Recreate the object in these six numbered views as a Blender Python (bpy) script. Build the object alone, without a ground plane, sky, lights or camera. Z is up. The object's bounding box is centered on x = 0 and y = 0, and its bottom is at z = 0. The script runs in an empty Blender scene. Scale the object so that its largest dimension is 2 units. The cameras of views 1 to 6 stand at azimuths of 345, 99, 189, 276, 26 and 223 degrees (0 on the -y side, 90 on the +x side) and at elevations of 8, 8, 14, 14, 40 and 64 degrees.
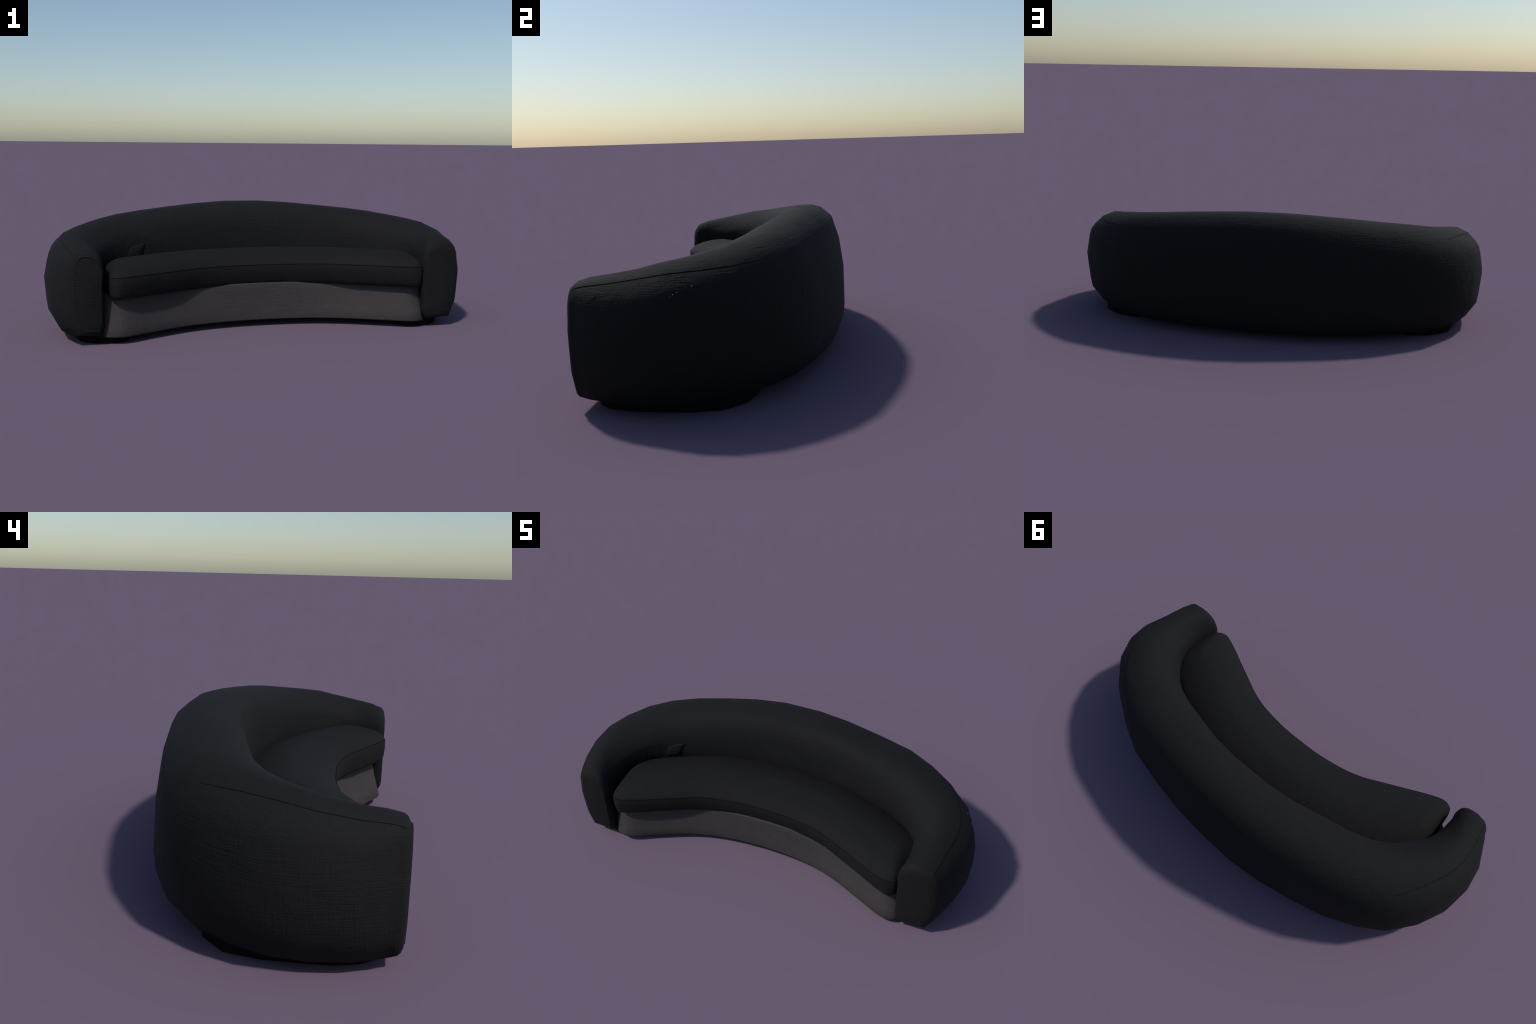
# Low curved sofa: one wrap-round upholstered shell (back + arms), a loose seat
# cushion, a paler seat base and two dark plinth feet.  Metres, z up.
import bpy, math, random
from mathutils import Vector

random.seed(7)

# ------------------------------------------------------------------ materials
def node(nt, kind, loc=(0, 0), **inp):
    n = nt.nodes.new(kind)
    n.location = loc
    for k, v in inp.items():
        n.inputs[k.replace('_', ' ')].default_value = v
    return n

def math_node(nt, op, a, b=None, clamp=False):
    n = nt.nodes.new('ShaderNodeMath')
    n.operation = op
    n.use_clamp = clamp
    for i, v in enumerate((a, b)):
        if v is None:
            continue
        if isinstance(v, (int, float)):
            n.inputs[i].default_value = v
        else:
            nt.links.new(v, n.inputs[i])
    return n.outputs[0]

def cloth(name, base, dark, rough=0.85, spec=0.35, thread=140.0, bump=0.62,
          dist=0.0035, sheen=0.0):
    """Woven upholstery: warp and weft threads, broken up by slubs and wear."""
    m = bpy.data.materials.new(name)
    m.use_nodes = True
    nt = m.node_tree
    nt.nodes.clear()
    L = nt.links.new
    out = node(nt, 'ShaderNodeOutputMaterial')
    bs = node(nt, 'ShaderNodeBsdfPrincipled')
    bs.inputs['Roughness'].default_value = rough
    bs.inputs['Specular IOR Level'].default_value = spec
    bs.inputs['Sheen Weight'].default_value = sheen
    bs.inputs['Sheen Roughness'].default_value = 0.5
    L(bs.outputs[0], out.inputs[0])
    tc = node(nt, 'ShaderNodeTexCoord')
    co = tc.outputs['Object']
    sep = node(nt, 'ShaderNodeSeparateXYZ')
    L(co, sep.inputs[0])
    # slow wobble so that threads never run perfectly straight
    wob = node(nt, 'ShaderNodeTexNoise', Scale=5.0, Detail=2.0)
    L(co, wob.inputs['Vector'])
    wv = math_node(nt, 'MULTIPLY', wob.outputs[0], 0.035)
    z = math_node(nt, 'ADD', sep.outputs[2], wv)
    # thread families: level (z) and lengthwise (angle round the sofa)
    yy = math_node(nt, 'SUBTRACT', sep.outputs[1], -0.55)
    ang = math_node(nt, 'ARCTAN2', sep.outputs[0], yy)
    ang = math_node(nt, 'ADD', ang, wv)
    weft = math_node(nt, 'SINE', math_node(nt, 'MULTIPLY', z, thread * 6.283 / 1.0))
    warp = math_node(nt, 'SINE', math_node(nt, 'MULTIPLY', ang, thread * 6.283 * 0.8))
    # thick and thin yarns: noise stretched along each thread direction
    def slub(sx, sy, sz):
        mp = node(nt, 'ShaderNodeMapping')
        mp.inputs['Scale'].default_value = (sx, sy, sz)
        L(co, mp.inputs[0])
        nn = node(nt, 'ShaderNodeTexNoise', Scale=1.0, Detail=2.0, Roughness=0.6)
        L(mp.outputs[0], nn.inputs['Vector'])
        return nn.outputs[0]
    s1 = slub(12, 12, 150)
    s2 = slub(110, 110, 11)
    fine = node(nt, 'ShaderNodeTexNoise', Scale=190.0, Detail=2.0)
    L(co, fine.inputs['Vector'])
    patch = node(nt, 'ShaderNodeTexNoise', Scale=7.0, Detail=3.0, Roughness=0.6)
    L(co, patch.inputs['Vector'])
    pr = node(nt, 'ShaderNodeMapRange')
    pr.inputs['From Min'].default_value = 0.38
    pr.inputs['From Max'].default_value = 0.66
    L(patch.outputs[0], pr.inputs['Value'])
    weave = math_node(nt, 'MULTIPLY', math_node(nt, 'ADD', weft, warp), 0.055)
    slubs = math_node(nt, 'MULTIPLY', math_node(nt, 'ADD', s1, s2), 0.9)
    h = math_node(nt, 'ADD', math_node(nt, 'ADD', weave, slubs),
                  math_node(nt, 'MULTIPLY', fine.outputs[0], 0.45))
    h = math_node(nt, 'MULTIPLY', h, math_node(nt, 'ADD', math_node(nt, 'MULTIPLY', pr.outputs[0], 0.7), 0.45))
    bp = node(nt, 'ShaderNodeBump', Strength=bump, Distance=dist)
    L(h, bp.inputs['Height'])
    L(bp.outputs[0], bs.inputs['Normal'])
    # colour: mottled yarn, slightly darker in the hollows between the threads
    tone = math_node(nt, 'ADD', math_node(nt, 'MULTIPLY', slubs, 0.45),
                     math_node(nt, 'MULTIPLY', patch.outputs[0], 0.35))
    ramp = node(nt, 'ShaderNodeValToRGB')
    ramp.color_ramp.elements[0].position = 0.35
    ramp.color_ramp.elements[0].color = (*dark, 1)
    ramp.color_ramp.elements[1].position = 0.8
    ramp.color_ramp.elements[1].color = (*base, 1)
    L(tone, ramp.inputs[0])
    L(ramp.outputs[0], bs.inputs['Base Color'])
    return m

def plain(name, col, rough=0.8, spec=0.3, grain=60.0, var=0.25):
    m = bpy.data.materials.new(name)
    m.use_nodes = True
    nt = m.node_tree
    bs = nt.nodes['Principled BSDF']
    bs.inputs['Roughness'].default_value = rough
    bs.inputs['Specular IOR Level'].default_value = spec
    tc = node(nt, 'ShaderNodeTexCoord')
    nn = node(nt, 'ShaderNodeTexNoise', Scale=grain, Detail=3.0)
    nt.links.new(tc.outputs['Object'], nn.inputs['Vector'])
    r = node(nt, 'ShaderNodeValToRGB')
    r.color_ramp.elements[0].color = (*[c * (1 - var) for c in col], 1)
    r.color_ramp.elements[1].color = (*[c * (1 + var) for c in col], 1)
    nt.links.new(nn.outputs[0], r.inputs[0])
    nt.links.new(r.outputs[0], bs.inputs['Base Color'])
    return m

SHELL = cloth('charcoal_upholstery', (0.0086, 0.0087, 0.0090), (0.0056, 0.0057, 0.0059), spec=0.25)
SEAT = cloth('charcoal_seat_cloth', (0.0078, 0.0078, 0.0081), (0.0057, 0.0057, 0.0059), spec=0.25, bump=0.5)
BASE = cloth('taupe_linen', (0.0495, 0.0420, 0.0425), (0.038, 0.0322, 0.0326), bump=0.5)
SEAM_AND_CREASE = plain('seam_and_crease_shade', (0.0050, 0.0050, 0.0054), rough=0.95, spec=0.1)  # seam stitching; also the painted shade of the arm crease
PIPE = plain('piping_cloth', (0.0095, 0.0096, 0.0099))
FOOT = plain('black_plinth', (0.0045, 0.0045, 0.0045), rough=0.9, spec=0.1)
GLINT = plain('pale_glint', (0.55, 0.53, 0.45), grain=300)  # pale colour for the painted glints on one arm

# ------------------------------------------------------------------ helpers
def lerp(a, b, t):
    return a + (b - a) * t

def poly_at(pts, x, k=0):
    """Linear look-up along a list of (key, value, ...) rows."""
    if x <= pts[0][0]:
        return pts[0][1 + k]
    for p, q in zip(pts[:-1], pts[1:]):
        if x <= q[0]:
            return lerp(p[1 + k], q[1 + k], (x - p[0]) / (q[0] - p[0]))
    return pts[-1][1 + k]

def spline(pts, n):
    """Catmull-Rom through points, n pieces per span."""
    P = [Vector(p) for p in pts]
    P = [P[0] * 2 - P[1]] + P + [P[-1] * 2 - P[-2]]
    out = []
    for i in range(1, len(P) - 2):
        a, b, c, d = P[i - 1:i + 3]
        for k in range(n):
            t = k / n
            out.append(0.5 * ((2 * b) + (c - a) * t + (2 * a - 5 * b + 4 * c - d) * t * t
                              + (3 * b - a - 3 * c + d) * t ** 3))
    out.append(P[-2].copy())
    return out

def mesh_object(name, verts, faces, mat, parent, smooth=True, kind=None):
    me = bpy.data.meshes.new(name)
    me.from_pydata([tuple(v) for v in verts], [], faces)
    me.validate()
    me.update()
    import bmesh
    bm = bmesh.new()
    bm.from_mesh(me)
    bmesh.ops.recalc_face_normals(bm, faces=bm.faces)
    bm.to_mesh(me)
    bm.free()
    me.polygons.foreach_set('use_smooth', [smooth] * len(me.polygons))
    me.materials.append(mat)
    ob = bpy.data.objects.new(name, me)
    bpy.context.collection.objects.link(ob)
    ob.parent = parent
    if kind:
        ob['kind'] = kind
    return ob

def loft(rings, closed=True, caps=True):
    n = len(rings[0])
    verts = [v for r in rings for v in r]
    faces = []
    for i in range(len(rings) - 1):
        for j in range(n if closed else n - 1):
            k = (j + 1) % n
            faces.append((i * n + j, i * n + k, (i + 1) * n + k, (i + 1) * n + j))
    if caps:
        for base, ring in ((0, rings[0]), ((len(rings) - 1) * n, rings[-1])):
            faces.append(tuple(range(base, base + n)))
    return verts, faces

def tube(name, path, rad, mat, parent, closed=False, seg=6):
    P = [Vector(p) for p in path]
    rings = []
    n = len(P)
    for i in range(n):
        a = P[(i - 1) % n] if closed or i else P[0]
        b = P[(i + 1) % n] if closed or i < n - 1 else P[-1]
        t = (b - a).normalized()
        u = t.cross(Vector((0, 0.3, 1))).normalized()
        w = t.cross(u)
        rings.append([P[i] + (u * math.cos(k * math.tau / seg) + w * math.sin(k * math.tau / seg)) * rad
                      for k in range(seg)])
    if closed:
        rings.append(rings[0])
        v, f = loft(rings, caps=False)
    else:
        v, f = loft(rings)
    return mesh_object(name, v, f, mat, parent)

# ------------------------------------------------------------------ the sofa
sofa = bpy.data.objects.new('curved_sofa', None)
bpy.context.collection.objects.link(sofa)
sofa['label'] = 'low curved charcoal fabric sofa with wrap-round back and arms'
sofa['category'] = 'sofa'

# --- shell: stations from the middle of the back round to the arm tip.
# outer plan line (widest level) for each side, and the inner wall line
OUT_R = [(.098, .414), (.265, .399), (.433, .370), (.600, .331), (.728, .262), (.843, .180),
         (.935, .078), (.985, -.034), (.997, -.130), (.968, -.252), (.937, -.345), (.916, -.376)]
OUT_L = [(.090, .421), (.264, .405), (.430, .374), (.592, .334), (.738, .271), (.851, .196),
         (.935, .083), (.984, -.033), (.996, -.146), (.977, -.262), (.938, -.345), (.917, -.374)]
INN_R = [(.090, .110), (.223, .095), (.357, .062), (.481, .033), (.577, .004), (.654, -.045),
         (.708, -.098), (.745, -.158), (.757, -.212), (.757, -.278), (.748, -.340), (.738, -.374)]
INN_L = [(.090, .110), (.223, .095), (.357, .062), (.480, .033), (.576, .000), (.653, -.048),
         (.706, -.102), (.748, -.162), (.764, -.214), (.772, -.275), (.770, -.340), (.762, -.376)]
CREST = [.565, .556, .543, .530, .518, .503, .490, .478, .461, .445, .432, .421]
# cross-section, outer foot -> outer side -> crest -> inner wall -> inner foot:
# (share of the way from outer to inner line, height); heights of the shoulder
# rows are measured down from the crest
BACK = [(.19, .034), (.12, .050), (.066, .095), (.048, .145), (.055, -.257), (.11, -.140), (.20, -.053),
        (.342, -.014), (.48, -.003), (.66, -.005), (.80, -.016), (.905, -.040), (.962, -.078), (.995, -.130),
        (1.012, -.187), (1.02, .30), (1.03, .2), (1.02, .034)]
ARM = [(.23, .042), (.05, .118), (.022, .165), (-.012, .265), (.050, -.120), (.085, -.090), (.16, -.064),
       (.32, -.027), (.53, -.007), (.67, -.010), (.78, -.022), (.87, -.039), (.95, -.057), (1.01, -.076),
       (1.055, -.100), (1.035, .27), (1.035, .085), (.96, .037)]
REL = range(4, 15)
# the arm tip is squarer at its outer top corner: extra (share, height) there
TIP = {4: (-.02, .010), 5: (-.023, .024), 6: (-.030, .028), 7: (-.080, .011),
       9: (.05, 0), 10: (.07, .004), 11: (.06, .007), 12: (.035, .009), 13: (.005, .010)}
# (y, inset): how the arm front rounds off
CAP = ((-.387, .003), (-.397, .011), (-.4035, .024), (-.4070, .044))

def shell_rings(outer, inner):
    L = [0.0]
    for a, b in zip(outer[:-1], outer[1:]):
        L.append(L[-1] + math.dist(a, b))
    rings = []
    for j, (o, q) in enumerate(zip(outer, inner)):
        t = min(1, max(0, (L[j] / L[-1] - .15) / .6))
        t = t * t * (3 - 2 * t)
        ring = []
        for k in range(len(BACK)):
            w = lerp(BACK[k][0], ARM[k][0], t)
            z = lerp(BACK[k][1], ARM[k][1], t) + (CREST[j] if k in REL else 0)
            e = max(0, (j - len(outer) + 3) / 2)
            w += e * TIP.get(k, (0, 0))[0]
            z += e * TIP.get(k, (0, 0))[1]
            ring.append((lerp(o[0], q[0], w), lerp(o[1], q[1], w), z))
        rings.append(ring)
    # rounded front of the arm: the last section shrinks as it comes forward
    last = rings[-1]
    xs = [p[0] for p in last]
    zs = [p[2] for p in last]
    cx, cz = (min(xs) + max(xs)) / 2, (min(zs) + max(zs)) / 2
    hx, hz = (max(xs) - min(xs)) / 2, (max(zs) - min(zs)) / 2
    for y, d in CAP:
        rings.append([(cx + (p[0] - cx) * (1 - (d if p[0] > cx else .3 * d) / hx), y, cz + (p[2] - cz) * (1 - d / hz)) for p in last])
    return rings

right = shell_rings(OUT_R, INN_R)
left = [[(-x, y, z) for x, y, z in r] for r in shell_rings(OUT_L, INN_L)]
rings = left[::-1] + right
v, f = loft(rings)
shell = mesh_object('backrest_and_arms', v, f, SHELL, sofa)

# --- seat cushion: a pillow between front line and back line
FRONT = [(-.728, -.396), (-.655, -.405), (-.46, -.315), (-.30, -.243), (-.14, -.212), (0, -.206),
         (.14, -.212), (.30, -.243), (.46, -.315), (.655, -.406), (.727, -.400)]
BACKL = [(-.748, -.17), (-.67, -.06), (-.50, .03), (-.33, .095), (-.15, .122), (0, .128),
         (.15, .122), (.33, .095), (.50, .03), (.67, -.06), (.785, -.17)]
NU = 8
FS = spline([(x, y, 0) for x, y in FRONT], NU)
BS = spline([(x, y, 0) for x, y in BACKL], NU)

def seat_point(u, w):
    """u 0..1 from left to right, w 0..1 from front to back."""
    s = u * (len(FS) - 1)
    i = min(int(s), len(FS) - 2)
    a = FS[i].lerp(FS[i + 1], s - i)
    b = BS[i].lerp(BS[i + 1], s - i)
    return a.lerp(b, w)

LEN, DEP = 1.60, 0.30     # nominal size, to turn insets and radii into shares
def seat_ring(inset, z, rad, tuck=0.0):
    """Rounded-rectangle loop in (u, w), inset from the edge by some metres."""
    hu, hw = LEN / 2 - inset, DEP / 2 - inset
    r = min(rad, hw * .99)
    loop = []
    def line(a, b, n):
        for i in range(n):
            loop.append((lerp(a[0], b[0], i / n), lerp(a[1], b[1], i / n)))
    def arc(cx, cy, a0, n=5):
        for i in range(n):
            a = a0 + (math.pi / 2) * i / n
            loop.append((cx + r * math.cos(a), cy + r * math.sin(a)))
    line((-hu + r, -hw), (hu - r, -hw), 60)
    arc(hu - r, -hw + r, -math.pi / 2)
    line((hu, -hw + r), (hu, hw - r), 8)
    arc(hu - r, hw - r, 0)
    line((hu - r, hw), (-hu + r, hw), 60)
    arc(-hu + r, hw - r, math.pi / 2)
    line((-hu, hw - r), (-hu, -hw + r), 8)
    arc(-hu + r, -hw + r, math.pi)
    pts = []
    for a, b in loop:
        p = seat_point(a / LEN + .5, b / DEP + .5)
        p.z = z(a) if callable(z) else z
        if b > 0 and inset < .14:      # the seat dips where it meets the back
            p.z -= .011 * (b / (DEP / 2)) ** 2 * min(1, max(0, (p.z - .29) / .03))
        if b < 0:
            p.y += tuck * (1 - min(1, abs(a) / .70) ** 6)
        pts.append(p)
    return pts

def sag(h, amt=0.012):
    """Heights fall off a little toward both ends of the seat."""
    return lambda a: h - amt * min(1, abs(a) / .8) ** 3

# (inset, height, corner radius, how far the front tucks under between the corners)
rows = [(.018, .194, .05, .014), (.007, .199, .044, .014), (.002, .218, .036, .012), (.000, .250, .030, .004),
        (.001, sag(.288, .004), .030, 0), (.004, sag(.297, .006), .036, 0), (.010, sag(.307, .008), .036, 0),
        (.028, sag(.325), .04, 0), (.060, sag(.338), .05, 0), (.100, sag(.350), .045, 0), (.148, sag(.356), .002, 0)]
v, f = loft([seat_ring(d, h, r, t) for d, h, r, t in rows])
cushion = mesh_object('seat_cushion', v, f, SEAT, sofa)
# stitched seam along the front edge of the cushion
sr = seat_ring(.0022, sag(.2945, .006), .036)
tube('cushion_seam', sr[-5:] + sr[:64], .0013, SEAM_AND_CREASE, cushion)

# --- base: pale apron under the cushion
APRON = [(-.775, -.320), (-.755, -.372), (-.712, -.396), (-.655, -.392), (-.55, -.336), (-.37, -.253), (-.2, -.212),
         (0, -.199), (.2, -.213), (.37, -.258), (.55, -.340), (.655, -.390), (.705, -.396), (.745, -.378), (.765, -.330)]
fr = spline([(x, y, 0) for x, y in APRON], 4)
bk = [(.70, -.10), (.5, .06), (.25, .13), (0, .15), (-.25, .13), (-.5, .06), (-.70, -.10)]
def apron_ring(z, back):
    k = lambda x: .15 + .85 * min(1, abs(x) / .45) ** 2
    return [(p.x * (1 - back * .1), p.y + back * k(p.x), z) for p in fr] + [(x, y, z) for x, y in bk]
v, f = loft([apron_ring(.031, .012), apron_ring(.029, .003), apron_ring(.034, 0), apron_ring(.075, .012), apron_ring(.12, .025),
             apron_ring(.17, .036), apron_ring(.198, .040), apron_ring(.206, .048)])
base = mesh_object('seat_base', v, f, BASE, sofa)

# --- two dark plinth feet, one under each arm
FOOT_PLAN = [(.637, .158), (.690, .160), (.770, .140), (.845, .074), (.872, -.03), (.876, -.15), (.874, -.228),
             (.856, -.297), (.826, -.336), (.785, -.356), (.715, -.370), (.672, -.362), (.645, -.335), (.635, -.25)]
for sgn in (1, -1):
    cx, cy = .75, -.1
    def foot_ring(z, s):
        return [(sgn * (cx + (x - cx) * s), cy + (y - cy) * s, z) for x, y in FOOT_PLAN]
    v, f = loft([foot_ring(0, .985), foot_ring(.004, 1), foot_ring(.060, 1)])
    mesh_object('foot', v, f, FOOT, sofa)

# --- sewn details
# stitched line along the outer shoulder of each arm
for rs, side in ((right, 1), (left, -1)):
    low = (.85, .6, .3, .1, 0, .05, .2, .38, .6) if side > 0 else (.95, .6, .15, 0, 0, .05, .2, .38, .6)
    path = [Vector(r[7]).lerp(Vector(r[6]), t) for r, t in zip(rs[4:13] if side > 0 else [rs[3]] + rs[5:13], low)]
    tube('shoulder_seam', path, .0011, SEAM_AND_CREASE, shell)

# piped outline of the front panel on one arm
path = [Vector(p).lerp(Vector(q), .2) for p, q in zip(left[-2], left[-1])]
path = [Vector((p.x + (.012 if p.x < -.85 else -.003), -.4060, p.z)) for p in path]
tube('arm_panel_piping', path, .0020, PIPE, shell, closed=True)

# little bunched fold where the back meets the seat
face = [(-.624, -.049, .315), (-.566, -.020, .315), (-.530, .001, .384), (-.606, -.033, .372)]
deep = [(x + .02, y + .07, z) for x, y, z in face]
v, f = loft([face, deep])
fold = mesh_object('fold', v, f, SHELL, shell)
bev = fold.modifiers.new('soft', 'BEVEL')
bev.width = .005
bev.segments = 2
bev.limit_method = 'NONE'

# a few pale flecks painting in bright glints on the outside of one arm
from mathutils.bvhtree import BVHTree
tree = BVHTree.FromPolygons([q.co for q in shell.data.vertices], [tuple(q.vertices) for q in shell.data.polygons])
lv, lf = [], []
GLINTS = [(.010, .413, .0024, .0012), (-.040, .393, .0016, .0010), (-.030, .398, .0014, .0008), (-.047, .388, .0014, .0006),
         (-.267, .345, .0012, .0006)]
for y, z, ry, rz in GLINTS:
    hit, nor, _, _ = tree.ray_cast(Vector((2, y, z)), Vector((-1, 0, 0)))
    t = Vector((0, 0, 1)).cross(nor).normalized()
    w = nor.cross(t)
    tilt = random.uniform(.2, .9)
    ring = [hit + (t * math.cos(a) * ry + (w + t * tilt) * math.sin(a) * rz) for a in [k * math.tau / 6 for k in range(6)]]
    b = len(lv)
    lv += ring + [hit + nor * .0012, hit - nor * .002]
    for k in range(6):
        lf += [(b + k, b + (k + 1) % 6, b + 6), (b + (k + 1) % 6, b + k, b + 7)]
mesh_object('painted_glints', lv, lf, GLINT, shell, kind='stuff')

# dark tube painting in the shade of a short cloth crease, same arm
crease_shade = []
for y, z in ((-.281, .390), (-.294, .377), (-.312, .360), (-.329, .344)):
    hit, nor, _, _ = tree.ray_cast(Vector((2, y, z)), Vector((-1, 0, 0)))
    crease_shade.append(hit)
tube('crease_shade', crease_shade, .0013, SEAM_AND_CREASE, shell)
